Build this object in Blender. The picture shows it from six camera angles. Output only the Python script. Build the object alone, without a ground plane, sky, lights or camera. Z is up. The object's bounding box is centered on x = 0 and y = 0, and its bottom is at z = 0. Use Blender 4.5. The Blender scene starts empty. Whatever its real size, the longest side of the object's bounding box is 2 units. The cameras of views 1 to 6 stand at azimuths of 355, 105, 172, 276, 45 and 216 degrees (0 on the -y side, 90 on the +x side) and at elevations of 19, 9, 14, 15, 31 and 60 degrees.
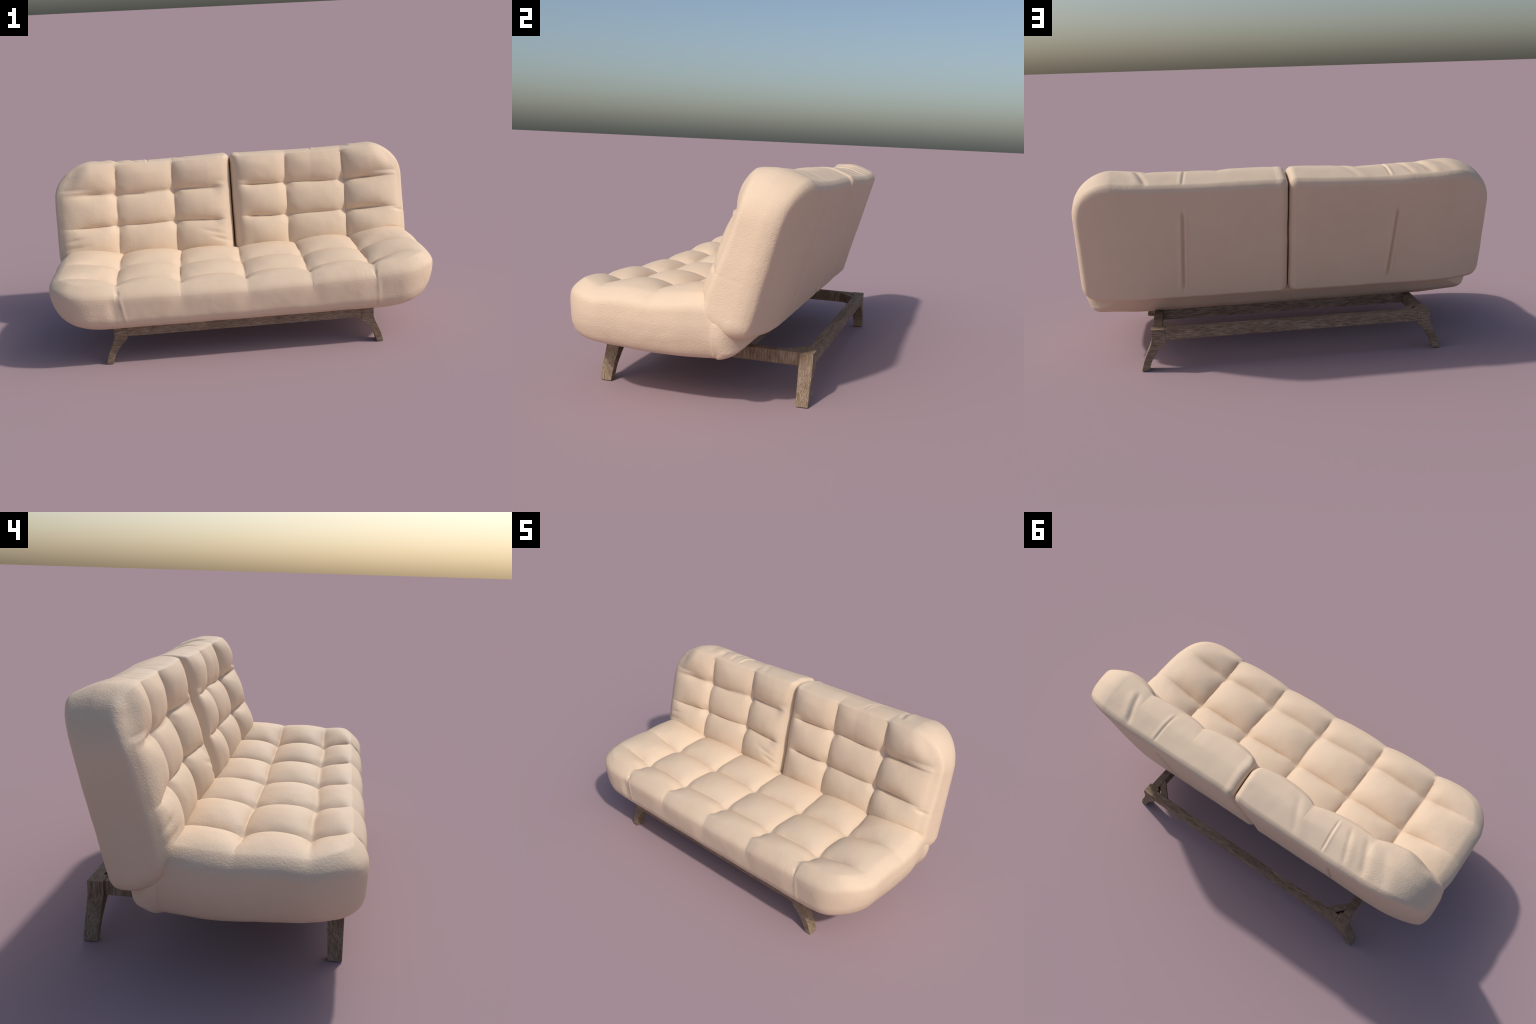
"""Tufted two-back sofa bed on a splayed wooden frame."""
import bpy, bmesh, math
import numpy as np
from mathutils import Vector, noise

# ------------------------------------------------------------------ materials
def node_material(name):
    m = bpy.data.materials.new(name)
    m.use_nodes = True
    nt = m.node_tree
    return m, nt, nt.nodes["Principled BSDF"]


def add(nt, kind, **inputs):
    n = nt.nodes.new(kind)
    for k, v in inputs.items():
        n.inputs[k.replace("_", " ")].default_value = v
    return n


def ramp(nt, stops):
    n = nt.nodes.new("ShaderNodeValToRGB")
    e = n.color_ramp.elements
    while len(e) < len(stops):
        e.new(0.5)
    for el, (p, c) in zip(e, stops):
        el.position = p
        el.color = (c[0], c[1], c[2], 1.0)
    return n


def fabric_material():
    m, nt, bsdf = node_material("cream_leather")
    L = nt.links.new
    co = nt.nodes.new("ShaderNodeTexCoord")
    # colour: an almost even cream with a faint cloudy variation
    cloud = add(nt, "ShaderNodeTexNoise", Scale=5.0, Detail=3.0)
    L(co.outputs["Object"], cloud.inputs["Vector"])
    col = ramp(nt, [(0.3, (0.725, 0.558, 0.404)), (0.7, (0.75, 0.582, 0.427))])
    L(cloud.outputs["Fac"], col.inputs["Fac"])
    L(col.outputs["Color"], bsdf.inputs["Base Color"])
    bsdf.inputs["Roughness"].default_value = 0.62
    bsdf.inputs["Specular IOR Level"].default_value = 0.22
    # grain: fine leather pebbling, strongest toward the ends, plus crumpled patches
    stretch = add(nt, "ShaderNodeMapping", Scale=(1.0, 1.0, 1.7))
    L(co.outputs["Object"], stretch.inputs["Vector"])
    grain = add(nt, "ShaderNodeTexNoise", Scale=125.0, Detail=2.5, Roughness=0.55, Distortion=0.6)
    L(stretch.outputs["Vector"], grain.inputs["Vector"])
    xyz = nt.nodes.new("ShaderNodeSeparateXYZ"); L(co.outputs["Object"], xyz.inputs[0])
    ab = nt.nodes.new("ShaderNodeMath"); ab.operation = "ABSOLUTE"; L(xyz.outputs["X"], ab.inputs[0])
    ends = nt.nodes.new("ShaderNodeMapRange")
    for k, v in zip(("From Min", "From Max", "To Min", "To Max"), (0.45, 0.95, 0.25, 1.0)):
        ends.inputs[k].default_value = v
    L(ab.outputs[0], ends.inputs["Value"])
    g = nt.nodes.new("ShaderNodeMath"); g.operation = "MULTIPLY"
    L(grain.outputs["Fac"], g.inputs[0]); L(ends.outputs[0], g.inputs[1])
    crumple = add(nt, "ShaderNodeTexNoise", Scale=70.0, Detail=3.0, Roughness=0.6, Distortion=1.2)
    L(co.outputs["Object"], crumple.inputs["Vector"])
    patch = add(nt, "ShaderNodeTexNoise", Scale=6.0, Detail=2.0)
    L(co.outputs["Object"], patch.inputs["Vector"])
    pm = ramp(nt, [(0.55, (0, 0, 0)), (0.68, (1, 1, 1))])
    L(patch.outputs["Fac"], pm.inputs["Fac"])
    b1 = add(nt, "ShaderNodeBump", Strength=0.5, Distance=0.0028)
    L(g.outputs[0], b1.inputs["Height"])
    mul = nt.nodes.new("ShaderNodeMath"); mul.operation = "MULTIPLY"
    L(crumple.outputs["Fac"], mul.inputs[0]); L(pm.outputs["Color"], mul.inputs[1])
    b2 = add(nt, "ShaderNodeBump", Strength=0.35, Distance=0.005)
    L(mul.outputs["Value"], b2.inputs["Height"])
    L(b1.outputs["Normal"], b2.inputs["Normal"])
    L(b2.outputs["Normal"], bsdf.inputs["Normal"])
    return m


def wood_material():
    m, nt, bsdf = node_material("weathered_oak")
    L = nt.links.new
    co = nt.nodes.new("ShaderNodeTexCoord")
    # veneer grain: runs along x on most faces, upright on the faces that look along x
    mp = add(nt, "ShaderNodeMapping", Scale=(28.0, 260.0, 210.0))
    L(co.outputs["Object"], mp.inputs["Vector"])
    up = add(nt, "ShaderNodeMapping", Scale=(200.0, 260.0, 20.0))
    L(co.outputs["Object"], up.inputs["Vector"])
    geo = nt.nodes.new("ShaderNodeNewGeometry")
    nrm = nt.nodes.new("ShaderNodeSeparateXYZ"); L(geo.outputs["True Normal"], nrm.inputs[0])
    ax = nt.nodes.new("ShaderNodeMath"); ax.operation = "ABSOLUTE"; L(nrm.outputs["X"], ax.inputs[0])
    gt = nt.nodes.new("ShaderNodeMath"); gt.operation = "GREATER_THAN"; gt.inputs[1].default_value = 0.72
    L(ax.outputs[0], gt.inputs[0])
    pick = nt.nodes.new("ShaderNodeMix"); pick.data_type = "VECTOR"
    L(gt.outputs[0], pick.inputs[0]); L(mp.outputs["Vector"], pick.inputs[4]); L(up.outputs["Vector"], pick.inputs[5])
    streak = add(nt, "ShaderNodeTexNoise", Scale=1.0, Detail=3.0, Roughness=0.6)
    L(pick.outputs[1], streak.inputs["Vector"])
    col = ramp(nt, [(0.30, (0.135, 0.090, 0.058)), (0.47, (0.225, 0.162, 0.112)),
                    (0.60, (0.285, 0.220, 0.163)), (0.78, (0.43, 0.36, 0.30))])
    L(streak.outputs["Fac"], col.inputs["Fac"])
    mp2 = add(nt, "ShaderNodeMapping", Scale=(9.0, 30.0, 22.0))
    L(co.outputs["Object"], mp2.inputs["Vector"])
    patch = add(nt, "ShaderNodeTexNoise", Scale=1.0, Detail=2.0)
    L(mp2.outputs["Vector"], patch.inputs["Vector"])
    pr = ramp(nt, [(0.35, (0.84, 0.80, 0.76)), (0.65, (1.10, 1.08, 1.05))])
    L(patch.outputs["Fac"], pr.inputs["Fac"])
    mx = nt.nodes.new("ShaderNodeMix"); mx.data_type = "RGBA"; mx.blend_type = "MULTIPLY"
    mx.inputs[0].default_value = 1.0
    L(col.outputs["Color"], mx.inputs[6]); L(pr.outputs["Color"], mx.inputs[7])
    L(mx.outputs[2], bsdf.inputs["Base Color"])
    bsdf.inputs["Roughness"].default_value = 0.7
    bsdf.inputs["Specular IOR Level"].default_value = 0.25
    bp = add(nt, "ShaderNodeBump", Strength=0.25, Distance=0.0015)
    L(streak.outputs["Fac"], bp.inputs["Height"])
    L(bp.outputs["Normal"], bsdf.inputs["Normal"])
    return m


FABRIC = fabric_material()
WOOD = wood_material()

# ------------------------------------------------------------------ object helpers
def link(obj, parent=None):
    bpy.context.scene.collection.objects.link(obj)
    obj.parent = parent
    return obj


def smooth(x, lo, hi):
    t = np.clip((x - lo) / (hi - lo), 0.0, 1.0)
    return t * t * (3 - 2 * t)


def lerp_profile(x, pts):
    xs, ys = zip(*pts)
    return np.interp(x, xs, ys)


def curve_profile(x, pts):
    """Smooth (monotone cubic) interpolation through hand-placed control points."""
    xs = np.array([p[0] for p in pts], float); ys = np.array([p[1] for p in pts], float)
    d = np.diff(ys) / np.diff(xs)
    m = np.zeros_like(ys); m[0] = d[0]; m[-1] = d[-1]
    for i in range(1, len(xs) - 1):
        m[i] = 0 if d[i - 1] * d[i] <= 0 else 2 * d[i - 1] * d[i] / (d[i - 1] + d[i])
    x = np.clip(x, xs[0], xs[-1])
    k = np.clip(np.searchsorted(xs, x) - 1, 0, len(xs) - 2)
    h = xs[k + 1] - xs[k]; t = (x - xs[k]) / h
    return ((2*t**3 - 3*t**2 + 1) * ys[k] + (t**3 - 2*t**2 + t) * h * m[k]
            + (-2*t**3 + 3*t**2) * ys[k + 1] + (t**3 - t**2) * h * m[k + 1])


# ------------------------------------------------------------------ upholstered cushion
class Cushion:
    """A cushion in local coordinates (a across, b along, h thickness): a face
    sheet inside a rounded outline, a wall round it, and a back sheet."""

    def __init__(self, a0, a1, b0, b1, radii, inset, step=0.0042, relax=20):
        # radii: (low a, low b), (high a, low b), (high a, high b), (low a, high b)
        self.box = (a0, a1, b0, b1); self.radii = radii; self.inset = inset
        self.step = step; self.relax = relax

    def span(self, b):
        a0, a1, b0, b1 = self.box; d = self.inset
        r = [max(q - d, 0.004) for q in self.radii]
        lo = np.full_like(b, a0 + d); hi = np.full_like(b, a1 - d)

        def cut(r, dist):
            t = np.clip(r - dist, 0, r)
            return r - np.sqrt(np.maximum(r * r - t * t, 0))
        low = b - (b0 + d); high = (b1 - d) - b
        lo = lo + cut(r[0], low) + cut(r[3], high)
        hi = hi - cut(r[1], low) - cut(r[2], high)
        return lo, hi

    def sheet(self):
        a0, a1, b0, b1 = self.box; d = self.inset
        rl = max(max(self.radii[0], self.radii[1]) - d, 0.004)
        rh = max(max(self.radii[2], self.radii[3]) - d, 0.004)
        nl = max(5, int(rl * 1.57 / 0.009)); nh = max(5, int(rh * 1.57 / 0.009))
        mid0, mid1 = b0 + d + rl, b1 - d - rh
        nm = max(2, int((mid1 - mid0) / self.step))
        th = np.linspace(0, math.pi / 2, nl + 1)
        low = b0 + d + rl * (1 - np.cos(th))
        mid = np.linspace(mid0, mid1, nm + 1)[1:-1]
        th = np.linspace(0, math.pi / 2, nh + 1)
        high = mid1 + rh * np.sin(th)
        b = np.concatenate([low, mid, high])
        lo, hi = self.span(b)
        na = int((a1 - a0 - 2 * d) / self.step)
        s = np.linspace(0, 1, na + 1)
        A = lo[:, None] + (hi - lo)[:, None] * s[None, :]
        B = np.repeat(b[:, None], na + 1, axis=1)
        return A, B

    def build(self, face_height, back_height, wall_offset, rows, shape_points):
        """wall_offset(f, na, nb): outward offset of the wall from the sheet border,
        f running 0 at the face to 1 at the back."""
        A, B = self.sheet()
        nb, na = A.shape
        idx = np.arange(nb * na).reshape(nb, na)
        ring = np.concatenate([idx[0, :-1], idx[:-1, -1], idx[-1, :0:-1], idx[:0:-1, 0]])
        n = len(ring)
        H = face_height(A, B)
        ra, rb, rh = A.ravel()[ring], B.ravel()[ring], H.ravel()[ring]
        ta = np.roll(ra, -1) - np.roll(ra, 1); tb = np.roll(rb, -1) - np.roll(rb, 1)
        ln = np.hypot(ta, tb) + 1e-12
        nx, ny = tb / ln, -ta / ln
        for _ in range(6):                      # even out the normals round tight corners
            nx = (np.roll(nx, 1) + 2 * nx + np.roll(nx, -1)) / 4
            ny = (np.roll(ny, 1) + 2 * ny + np.roll(ny, -1)) / 4
        ln = np.hypot(nx, ny); nx /= ln; ny /= ln
        pts = [np.stack([A.ravel(), B.ravel(), H.ravel()], 1)]
        off = wall_offset(np.ones(n), nx, ny)
        hb = back_height(ra + nx * off, rb + ny * off)
        wall = []
        for f in rows:
            off = wall_offset(np.full(n, f), nx, ny)
            wall.append(np.stack([ra + nx * off, rb + ny * off, rh + (hb - rh) * f], 1))
        pts += wall
        # back sheet: Coons patch through the last wall ring
        last = wall[-1]
        k = 0
        bot = last[k:k + na - 1]; k += na - 1
        right = last[k:k + nb - 1]; k += nb - 1
        top = last[k:k + na - 1]; k += na - 1
        left = last[k:k + nb - 1]
        bot = np.vstack([bot, right[:1]]); right = np.vstack([right, top[:1]])
        top = np.vstack([top, left[:1]])[::-1]; left = np.vstack([left, bot[:1]])[::-1]
        s = np.linspace(0, 1, na)[None, :, None]; t = np.linspace(0, 1, nb)[:, None, None]
        coons = ((1 - t) * bot[None] + t * top[None] + (1 - s) * left[:, None] + s * right[:, None]
                 - (1 - s) * (1 - t) * bot[0] - s * (1 - t) * bot[-1]
                 - (1 - s) * t * top[0] - s * t * top[-1])
        ia = coons[1:-1, 1:-1].reshape(-1, 3)
        ia[:, 2] = back_height(ia[:, 0], ia[:, 1])
        base_wall = nb * na
        base_back = base_wall + n * len(rows)
        pts.append(ia)
        P = np.vstack(pts)
        faces = []
        q = np.stack([idx[:-1, :-1], idx[:-1, 1:], idx[1:, 1:], idx[1:, :-1]], -1).reshape(-1, 4)
        faces.append(q)
        prev = ring
        for j in range(len(rows)):
            cur = base_wall + j * n + np.arange(n)
            faces.append(np.stack([prev, cur, np.roll(cur, -1), np.roll(prev, -1)], -1))
            prev = cur
        bi = np.full((nb, na), -1)
        bi[1:-1, 1:-1] = base_back + np.arange((nb - 2) * (na - 2)).reshape(nb - 2, na - 2)
        loop = np.concatenate([np.stack([np.zeros(na - 1, int), np.arange(na - 1)], 1),
                               np.stack([np.arange(nb - 1), np.full(nb - 1, na - 1)], 1),
                               np.stack([np.full(na - 1, nb - 1), np.arange(na - 1, 0, -1)], 1),
                               np.stack([np.arange(nb - 1, 0, -1), np.zeros(nb - 1, int)], 1)])
        bi[loop[:, 0], loop[:, 1]] = prev
        faces.append(np.stack([bi[:-1, :-1], bi[1:, :-1], bi[1:, 1:], bi[:-1, 1:]], -1).reshape(-1, 4))
        F = np.concatenate(faces)
        # relax a band either side of the sheet border so the face rolls into the wall
        lo, hi = self.span(B[:, 0])
        gap = np.minimum(np.minimum(B - B[0, 0], B[-1, 0] - B), np.minimum(A - lo[:, None], hi[:, None] - A))
        band = np.zeros(len(P))
        band[:nb * na] = 1 - smooth(gap.ravel(), 0.004, 0.022)
        fw = np.repeat(np.array(rows), n)
        band[base_wall:base_back] = 1 - smooth(fw, 0.06, 0.20)
        E = np.unique(np.sort(np.concatenate([F[:, [0, 1]], F[:, [1, 2]], F[:, [2, 3]], F[:, [3, 0]]]), axis=1), axis=0)
        E = E[(band[E[:, 0]] > 0) | (band[E[:, 1]] > 0)]
        for _ in range(self.relax):
            w = 1.0 / (np.linalg.norm(P[E[:, 0]] - P[E[:, 1]], axis=1) + 5e-4)
            acc = np.zeros_like(P); tot = np.zeros(len(P))
            for c in range(3):
                acc[:, c] = (np.bincount(E[:, 0], w * P[E[:, 1], c], len(P)) + np.bincount(E[:, 1], w * P[E[:, 0], c], len(P)))
            tot = np.bincount(E[:, 0], w, len(P)) + np.bincount(E[:, 1], w, len(P))
            ok = (band > 0) & (tot > 0)
            P[ok] += 0.6 * band[ok, None] * (acc[ok] / tot[ok, None] - P[ok])
        P = shape_points(P)
        return P, F


def mesh_from(name, P, F, mat, parent, smooth_shade=True):
    me = bpy.data.meshes.new(name)
    me.from_pydata(P.tolist(), [], F.tolist())
    me.materials.append(mat)
    me.update()
    if smooth_shade:
        me.polygons.foreach_set("use_smooth", [True] * len(me.polygons))
    bm = bmesh.new(); bm.from_mesh(me)
    bmesh.ops.recalc_face_normals(bm, faces=bm.faces)
    bm.to_mesh(me); bm.free()
    return link(bpy.data.objects.new(name, me), parent)


def displace(obj, field):
    """Push vertices along their normals by field(P) (vectorised, metres)."""
    me = obj.data
    n = len(me.vertices)
    P = np.empty(n * 3); me.vertices.foreach_get("co", P); P = P.reshape(-1, 3)
    N = np.empty(n * 3); me.vertex_normals.foreach_get("vector", N); N = N.reshape(-1, 3)
    P = P + N * field(P)[:, None]
    me.vertices.foreach_set("co", P.ravel()); me.update()


def crease(P, p0, p1, width, depth, taper=0.25):
    """Gaussian groove (positive depth cuts in) along the segment p0-p1."""
    p0 = np.array(p0); p1 = np.array(p1); d = p1 - p0; L = np.linalg.norm(d); d = d / L
    t = (P - p0) @ d
    r = np.linalg.norm(P - p0 - np.clip(t, 0, L)[:, None] * d, axis=1)
    u = np.clip(t / L, 0, 1)
    w = np.clip(np.minimum(u, 1 - u) / taper, 0, 1)
    return -depth * np.exp(-(r / width) ** 2) * (0.15 + 0.85 * w)


def lumps(P, scale, amp, seed):
    off = Vector((seed * 7.3, seed * 3.1, seed * 1.7))
    return amp * np.array([noise.noise(Vector(p) * scale + off) for p in P])


def pillows(a, b, cols, rows, power):
    """Pillow height (0..1) over a grid of seams; also the distance-based pits."""
    def cell(x, lines):
        lines = np.array(lines)
        k = np.clip(np.searchsorted(lines, x) - 1, 0, len(lines) - 2)
        lo, hi = lines[k], lines[k + 1]
        u = np.clip((x - lo) / (hi - lo), 0, 1) * 2 - 1
        return k, np.maximum(1 - u * u, 0) ** power
    ka, sa = cell(a, cols); kb, sb = cell(b, rows)
    return ka, kb, sa, sb


# ------------------------------------------------------------------ the sofa
sofa = link(bpy.data.objects.new("sofa_bed", None))
sofa["label"] = "cream button-tufted sofa bed on splayed dark oak legs"
sofa["category"] = "sofa"

# ---- seat ---------------------------------------------------------------
SEAT_COLS = [-1.020, -0.652, -0.327, 0.006, 0.336, 0.657, 1.020]
SEAT_ROWS = [-0.476, -0.293, -0.067, 0.170]
SEAT_TUFTS = [(x, y) for x in SEAT_COLS[1:-1] for y in SEAT_ROWS[1:3]]
SEAT_INSET = 0.050


def wobble(a, b, amp, seed):
    """Slow sideways drift that keeps seams from running dead straight."""
    da = amp * (np.sin(9.1 * a + 5.3 * b + seed) * 0.6 + np.sin(17.0 * b - 6.0 * a + 2.1 * seed) * 0.4)
    db = amp * (np.sin(7.7 * a - 8.2 * b + 1.7 * seed) * 0.6 + np.sin(15.0 * a + 4.0 * b + 0.9 * seed) * 0.4)
    return a + da, b + db


def seat_height(x, y):
    wx, wy = wobble(x, y, 0.004, 1.0)
    ka, kb, sa, sb = pillows(wx, wy, SEAT_COLS, SEAT_ROWS, 0.60)
    end = smooth(np.abs(x), 0.69, 0.93)
    sb = sb + (1 - sb) * end * 0.8 * (y > -0.40)
    front = smooth(-y, 0.36, 0.43)
    sa = sa + (1 - sa) * front * 0.72
    amp = np.array([0.061, 0.051, 0.044, 0.044, 0.053, 0.070])[ka]
    amp = amp * np.array([0.94, 0.98, 1.04])[kb]
    h = lerp_profile(x, [(-0.98, 0.392), (-0.65, 0.391), (-0.33, 0.388), (0.0, 0.385), (0.34, 0.390), (0.66, 0.399), (0.98, 0.400)])
    sa = sa + (1 - sa) * 0.28 * smooth(y, 0.01, 0.13)
    h = h - 0.006 * front + amp * sa * sb
    for tx, ty in SEAT_TUFTS:
        r2 = ((x - tx) ** 2 + (y - ty) ** 2) / 0.032 ** 2
        h = h - 0.013 * np.exp(-r2)
    return np.where(y > 0.17, np.minimum(h, 0.40), h)


def seat_bottom(x, y):
    return 0.195 + smooth(np.abs(x), 0.70, 0.98) * (0.016 + 0.018 * smooth(-y, 0.05, 0.40))


def seat_wall(f, nx, ny):
    side = curve_profile(f, [(0, 0), (0.05, 0.019), (0.11, 0.036), (0.17, 0.046), (0.25, 0.050), (0.42, 0.048), (0.60, 0.039),
                             (0.78, 0.022), (0.90, 0.005), (0.96, -0.010), (1, -0.030)])
    front = curve_profile(f, [(0, 0), (0.06, 0.017), (0.12, 0.032), (0.18, 0.042), (0.25, 0.048), (0.36, 0.050), (0.68, 0.047),
                              (0.83, 0.037), (0.93, 0.019), (0.98, 0.002), (1, -0.012)])
    rear = curve_profile(f, [(0, 0), (0.2, 0.040), (0.4, 0.050), (0.80, 0.050), (0.92, 0.040), (0.97, 0.026), (1, 0.004)])
    wx = nx * nx; wy = ny * ny
    return wx * side + wy * np.where(ny < 0, front, rear)


def seat_shape(P):
    x, y, z = P[:, 0], P[:, 1], P[:, 2]
    k = np.zeros_like(x)
    for c in SEAT_COLS[1:-1]:
        k += np.exp(-((x - c) / 0.05) ** 2)
    w = smooth(-y, 0.38, 0.46) * smooth(z, 0.24, 0.36)
    P = P.copy()
    P[:, 1] += 0.006 * k * w                       # front edge bulges between the columns
    P[:, 0] *= 1 - 0.026 * smooth(y, 0.0, 0.18)                       # drawn in where the backs stand
    slant = lerp_profile(z, [(0.19, 0.085), (0.205, 0.080), (0.29, 0.0), (0.5, 0.0)])
    slant = np.maximum(slant, 0.045 * smooth(np.abs(x), 0.82, 0.95))
    P[:, 1] -= slant * smooth(y, 0.10, 0.28)                          # rear face slopes in under the backs
    return P


WALL_ROWS = np.concatenate([np.linspace(0.02, 0.25, 12), np.linspace(0.29, 0.8, 16), np.linspace(0.83, 1.0, 10)])
P, F = Cushion(-0.995, 1.000, -0.478, 0.285, (0.225, 0.215, 0.078, 0.078), SEAT_INSET, relax=10).build(
    seat_height, seat_bottom, seat_wall, WALL_ROWS, seat_shape)
seat = mesh_from("seat_cushion", P, F, FABRIC, sofa)


def seat_detail(P):
    d = lumps(P, 6.0, 0.0022, 1) + lumps(P, 19.0, 0.0009, 2)
    # pinched seams down the front face under the outer tuft columns
    d += crease(P, (-0.640, -0.450, 0.420), (-0.617, -0.460, 0.235), 0.008, 0.008)
    d += crease(P, (-0.625, -0.470, 0.375), (-0.604, -0.465, 0.240), 0.009, -0.004)
    d += crease(P, (-0.670, -0.470, 0.375), (-0.655, -0.460, 0.240), 0.024, 0.004)
    d += crease(P, (0.652, -0.450, 0.420), (0.657, -0.462, 0.215), 0.008, 0.008)
    d += crease(P, (0.668, -0.470, 0.370), (0.672, -0.462, 0.230), 0.010, -0.003)
    return d


displace(seat, seat_detail)

# ---- the two backrests ---------------------------------------------------
LEAN = math.radians(15.0)
BACK_ORIGIN = np.array([0.0, 0.332, 0.298])
UP = np.array([0.0, math.sin(LEAN), math.cos(LEAN)])
OUT = np.array([0.0, -math.cos(LEAN), math.sin(LEAN)])


def to_world(P):
    return (BACK_ORIGIN + P[:, :1] * np.array([[1.0, 0, 0]]) + P[:, 1:2] * UP + P[:, 2:3] * OUT)


BACK_ROWS = [0.035, 0.216, 0.394, 0.590]


def make_back(side, a_in, a_out, tuft_cols, seam_level, pit, amps, folds, rear_seam, top_line, tilt):
    lo, hi = min(a_in, a_out), max(a_in, a_out)
    inset = 0.028
    big, small = (0.188 if side > 0 else 0.212), 0.036
    cols = sorted([a_in + side * 0.020] + tuft_cols + [a_out - side * 0.018])
    tufts = [(x, b) for x in tuft_cols for b in BACK_ROWS[1:3]]

    def face(a, b):
        wa, wb = wobble(a, b, 0.005, 3.0 + side)
        ka, kb, sa, sb = pillows(wa, wb, cols, BACK_ROWS, 0.56)
        outer = smooth(side * a, abs(a_out) - 0.25, abs(a_out) - 0.03)
        inner = 1 - smooth(side * (a - a_in), 0.020, 0.115)
        sb = sb + (1 - sb) * 0.85 * np.maximum(outer, inner) * (b < 0.42)
        high = smooth(b, 0.50, 0.57)
        sa = sa + (1 - sa) * high * 0.30
        h = lerp_profile(a, seam_level) - 0.006 * high - lerp_profile(a, tilt) * smooth(b, 0.12, 0.42)
        # the round outer shoulder thins out
        ca, cb = abs(a_out) - big, 0.592 - big
        rim = big - np.hypot(np.maximum(side * a - ca, 0), np.maximum(b - cb, 0))
        thin = (1 - smooth(rim, 0.02, 0.13)) * smooth(side * a, ca, ca + 0.12) * smooth(b, cb, cb + 0.12)
        h = h + np.array(amps)[ka] * sa * sb * (1 - (0.40 if side > 0 else 0.55) * thin) - (0.004 if side > 0 else 0.012) * thin
        for ta, tb in tufts:
            h = h - pit * np.exp(-((a - ta) ** 2 + (b - tb) ** 2) / 0.030 ** 2)
        return h

    def rear(a, b):
        curl = (0.072 if side > 0 else 0.052) * np.clip((np.abs(a) - 0.70) / 0.29, 0, 1) ** 2.0
        return curl - (0.0 if side > 0 else 0.007) * smooth(b, 0.05, 0.45) * smooth(-a, 0.0, 0.12) * (1 - smooth(-a, 0.70, 0.95))

    def wall(f, nx, ny):
        outer = curve_profile(f, [(0, 0), (0.035, 0.016), (0.085, 0.025), (0.16, 0.028), (0.6, 0.027), (0.78, 0.021), (0.9, 0.010), (0.97, -0.004), (1, -0.022)])
        inner = curve_profile(f, [(0, 0), (0.06, 0.016), (0.14, 0.023), (0.24, 0.028), (0.85, 0.028), (0.95, 0.019), (1, 0.0)])
        top = curve_profile(f, [(0, 0), (0.08, 0.009), (0.20, 0.017), (0.33, 0.024), (0.46, 0.028), (0.86, 0.028), (0.95, 0.019), (1, 0.0)])
        low = curve_profile(f, [(0, 0), (0.2, 0.030), (0.4, 0.048), (0.6, 0.050), (0.8, 0.042), (0.93, 0.030), (1, 0.012)])
        wx = np.where(nx * side > 0, outer, inner); wy = np.where(ny > 0, top, low)
        return nx * nx * wx + ny * ny * wy

    def outline(P):
        P = P.copy()
        lift = lerp_profile(P[:, 0], top_line)
        drop = curve_profile(P[:, 2], [(-0.03, 0.017), (0.0, 0.014), (0.03, 0.009), (0.06, 0.005), (0.10, 0.001), (0.14, 0.0), (0.4, 0.0)])
        P[:, 1] += (lift - drop) * smooth(P[:, 1], 0.40, 0.58)   # top roll falls away to the rear
        return P

    radii = (0.058, small, small, big) if side < 0 else (small, 0.058, big, small)
    P, F = Cushion(lo, hi, -0.006, 0.592, radii, inset, relax=9).build(face, rear, wall, WALL_ROWS, outline)
    ob = mesh_from("back_cushion", P, F, FABRIC, sofa)

    def detail(P):
        a, b, h = P.T
        d = lumps(P, 6.0, 0.0022, 5 + side) + lumps(P, 19.0, 0.0009, 8 + side)
        # folds running over the top roll, front to rear
        over = smooth(b, 0.535, 0.575) * smooth(h, 0.015, 0.05) * (1 - smooth(h, 0.15, 0.20))
        for fa, slant, width, depth in folds:
            u = a - fa - slant * (h - 0.10)
            d += 0.7 * over * (-depth * np.exp(-(u / width) ** 2) + 0.6 * depth * np.exp(-((u - side * 2.0 * width) / (1.6 * width)) ** 2))
        # long stitched slit in the rear panel
        x0, b0, x1, b1 = rear_seam
        u = a - (x0 + (x1 - x0) * (b - b0) / (b1 - b0))
        on = smooth(b, b0, b0 + 0.05) * (1 - smooth(b, b1 - 0.06, b1)) * (h < 0.03)
        d += on * (-0.014 * np.exp(-(u / 0.0055) ** 2) + 0.0035 * np.exp(-((u - 0.013) / 0.009) ** 2)
                   + 0.0025 * np.exp(-((u + 0.013) / 0.009) ** 2))
        return d
    displace(ob, detail)

    def pulls(P):
        # slack pulls in the lowest pillows, beside the outer edge and the gap
        d = np.zeros(len(P))
        for p0, p1, width, depth in PULLS:
            q0, q1 = np.array(p0), np.array(p1)
            on = (P[:, 2] > 0.12)
            flat = P.copy(); flat[:, 2] = 0
            d += on * crease(flat, (q0[0], q0[1], 0.0), (q1[0], q1[1], 0.0), width, depth, 0.4)
        return d
    displace(ob, pulls)
    me = ob.data
    Q = np.empty(len(me.vertices) * 3); me.vertices.foreach_get("co", Q)
    me.vertices.foreach_set("co", to_world(Q.reshape(-1, 3)).ravel()); me.update()
    return ob


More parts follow.
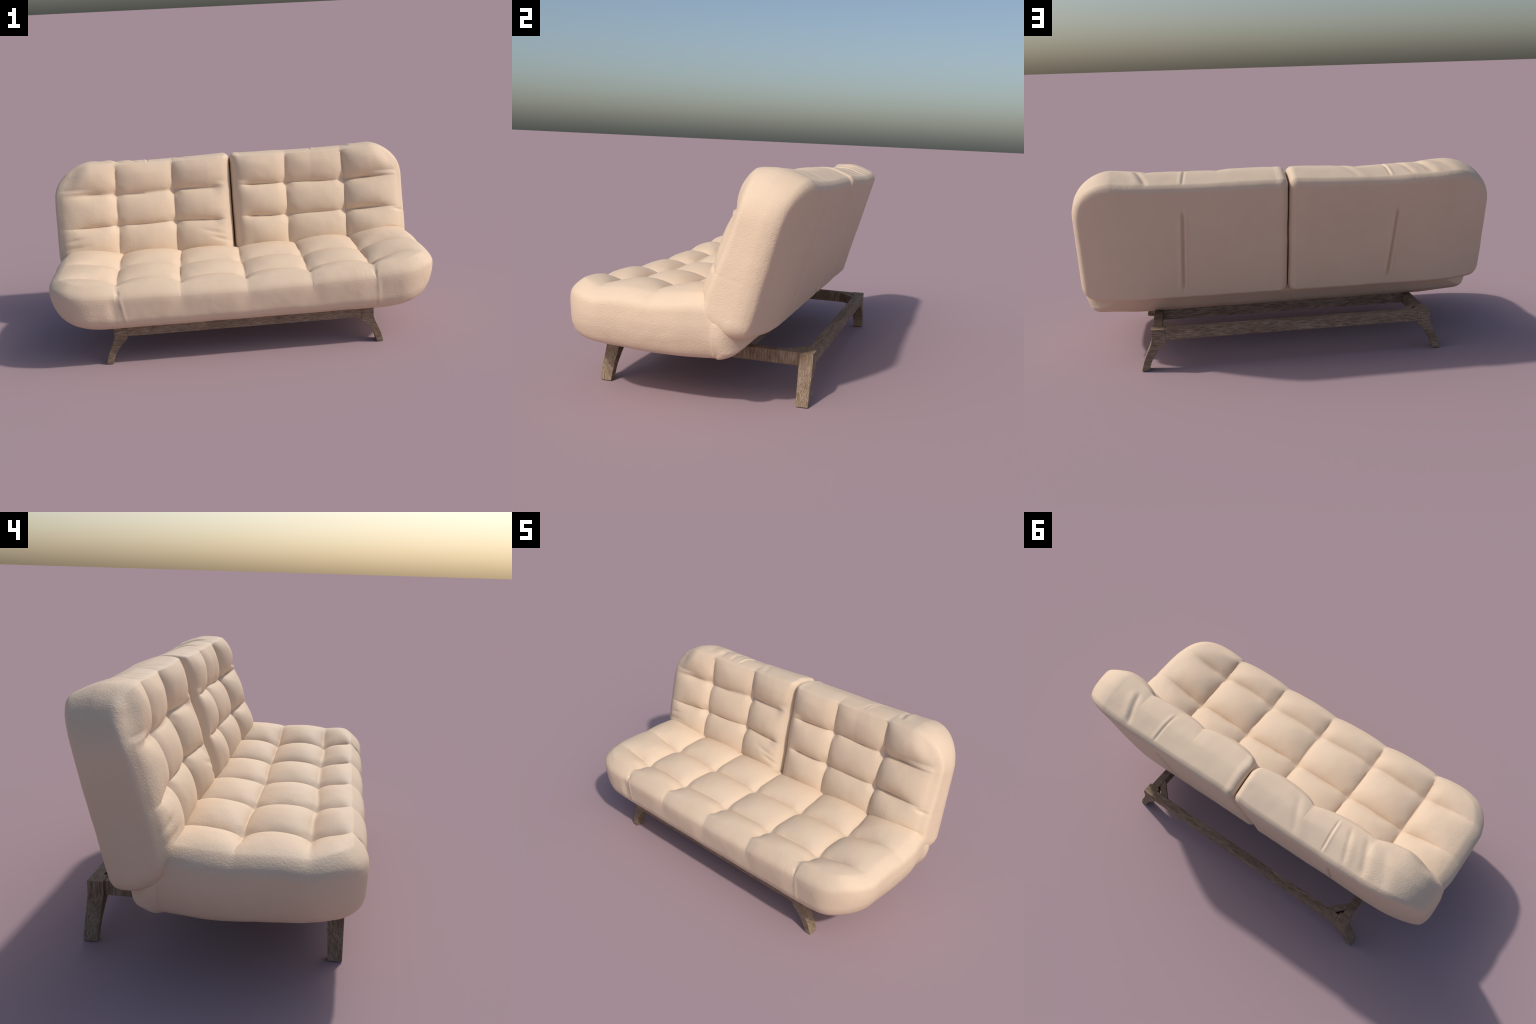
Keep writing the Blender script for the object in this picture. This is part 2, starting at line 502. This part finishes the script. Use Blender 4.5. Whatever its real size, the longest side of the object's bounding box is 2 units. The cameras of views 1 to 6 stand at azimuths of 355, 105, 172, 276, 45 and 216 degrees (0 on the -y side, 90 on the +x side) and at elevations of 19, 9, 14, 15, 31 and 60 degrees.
PULLS = [((-0.20, 0.165), (-0.05, 0.125), 0.012, 0.005), ((-0.15, 0.125), (-0.03, 0.085), 0.011, 0.005),
         ((-0.96, 0.135), (-0.84, 0.160), 0.011, 0.005), ((-0.96, 0.095), (-0.82, 0.115), 0.012, 0.005),
         ((0.84, 0.105), (0.965, 0.085), 0.010, 0.006), ((0.86, 0.075), (0.97, 0.050), 0.009, 0.006),
         ((0.90, 0.210), (0.975, 0.190), 0.008, 0.006)]

make_back(1, -0.0045, 0.978, [0.306, 0.637],
          [(0.0, 0.205), (0.306, 0.211), (0.637, 0.229), (0.96, 0.224)], 0.018, [0.046, 0.040, 0.064],
          [(0.465, -0.10, 0.006, 0.005), (0.655, 0.30, 0.013, 0.008)],
          (0.494, 0.03, 0.477, 0.475),
          [(0.0, 0.004), (0.05, -0.003), (0.4, -0.004), (0.64, 0.0), (0.79, 0.010), (0.95, 0.004)],
          [(0.0, 0.004), (0.25, 0.008), (0.45, 0.025), (0.80, 0.025), (0.95, 0.018)])
make_back(-1, -0.0105, -0.999, [-0.660, -0.334],
          [(-0.96, 0.212), (-0.66, 0.208), (-0.334, 0.190), (-0.012, 0.200)], 0.018, [0.050, 0.038, 0.046],
          [(-0.300, 0.45, 0.018, 0.004), (-0.478, 0.06, 0.005, 0.006), (-0.568, 0.35, 0.012, 0.005), (-0.660, 0.40, 0.018, 0.008), (-0.755, 0.45, 0.020, 0.003)],
          (-0.498, 0.03, -0.524, 0.44),
          [(-0.95, -0.004), (-0.76, -0.002), (-0.48, -0.010), (-0.2, -0.004), (-0.03, 0.004), (0, 0.002)],
          [(-0.95, 0.010), (-0.7, 0.014), (-0.45, 0.018), (0.0, 0.014)])

# ---- wooden frame ---------------------------------------------------------
CX, CY, TOP = -0.0105, 0.0285, 0.1985


def bevelled(me, width=0.002):
    bm = bmesh.new(); bm.from_mesh(me)
    bmesh.ops.recalc_face_normals(bm, faces=bm.faces)
    sharp = [e for e in bm.edges if len(e.link_faces) == 2 and e.calc_face_angle(0) > 0.6]
    bmesh.ops.bevel(bm, geom=sharp, offset=width, segments=2, affect="EDGES", profile=0.6)
    bm.to_mesh(me); bm.free()
    me.materials.append(WOOD)


def extruded(name, outline, place):
    """Prism: 2D outline in (p, q), place(p, q, end) -> xyz for end 0 and 1."""
    n = len(outline)
    v = [place(p, q, 0) for p, q in outline] + [place(p, q, 1) for p, q in outline]
    f = [list(range(n))[::-1], list(range(n, 2 * n))]
    f += [[i, (i + 1) % n, n + (i + 1) % n, n + i] for i in range(n)]
    me = bpy.data.meshes.new(name)
    me.from_pydata(v, [], f)
    bevelled(me)
    return link(bpy.data.objects.new(name, me), sofa)


OUTER = [(0.0, 0.7205), (0.020, 0.7150), (0.051, 0.7060), (0.089, 0.6890), (0.115, 0.6770), (0.133, 0.6700), (0.150, 0.6670), (TOP, 0.6670)]
INNER = [(TOP, 0.6030), (0.1440, 0.6025), (0.134, 0.6040), (0.122, 0.6130), (0.104, 0.6310), (0.085, 0.6460), (0.060, 0.6640), (0.040, 0.6735), (0.018, 0.6810), (0.0, 0.6850)]
LEG = [(x, z) for z, x in OUTER + INNER]
for sx in (-1, 1):
    for sy in (-1, 1):
        def place(p, q, end, sx=sx, sy=sy):
            narrow = 0.010 * max(0.0, 1 - q / 0.16)
            depth = 0.4415 - (0 if end == 0 else 0.058 - narrow)
            return (CX + sx * p, CY + sy * depth, q)
        extruded("leg", LEG, place)


def box(name, x0, x1, y0, y1, z0, z1):
    return extruded(name, [(x0, z0), (x1, z0), (x1, z1), (x0, z1)],
                    lambda p, q, e: (p, y0 if e == 0 else y1, q))


for sy in (-1, 1):
    ya, yb = sorted((CY + sy * 0.4400, CY + sy * 0.4010))
    box("long_rail", CX - 0.6025, CX + 0.6025, ya, yb, 0.1445, TOP - 0.0005)
box("cross_rail", CX - 0.6148, CX + 0.6148, 0.133, 0.172, 0.1450, TOP - 0.0015)
for sx in (-1, 1):
    xa, xb = sorted((CX + sx * 0.6150, CX + sx * 0.6560))
    box("side_rail", xa, xb, CY - 0.3840, CY + 0.3840, 0.1445, TOP - 0.0005)
    for sy in (-1, 1):
        pts = [(0.529, 0.4005), (0.580, 0.4005), (0.6145, 0.361), (0.6145, 0.316)]
        def place(p, q, e, sx=sx, sy=sy):
            return (CX + sx * p, CY + sy * q, (TOP - 0.002) if e else 0.150)
        extruded("corner_brace", pts, place)
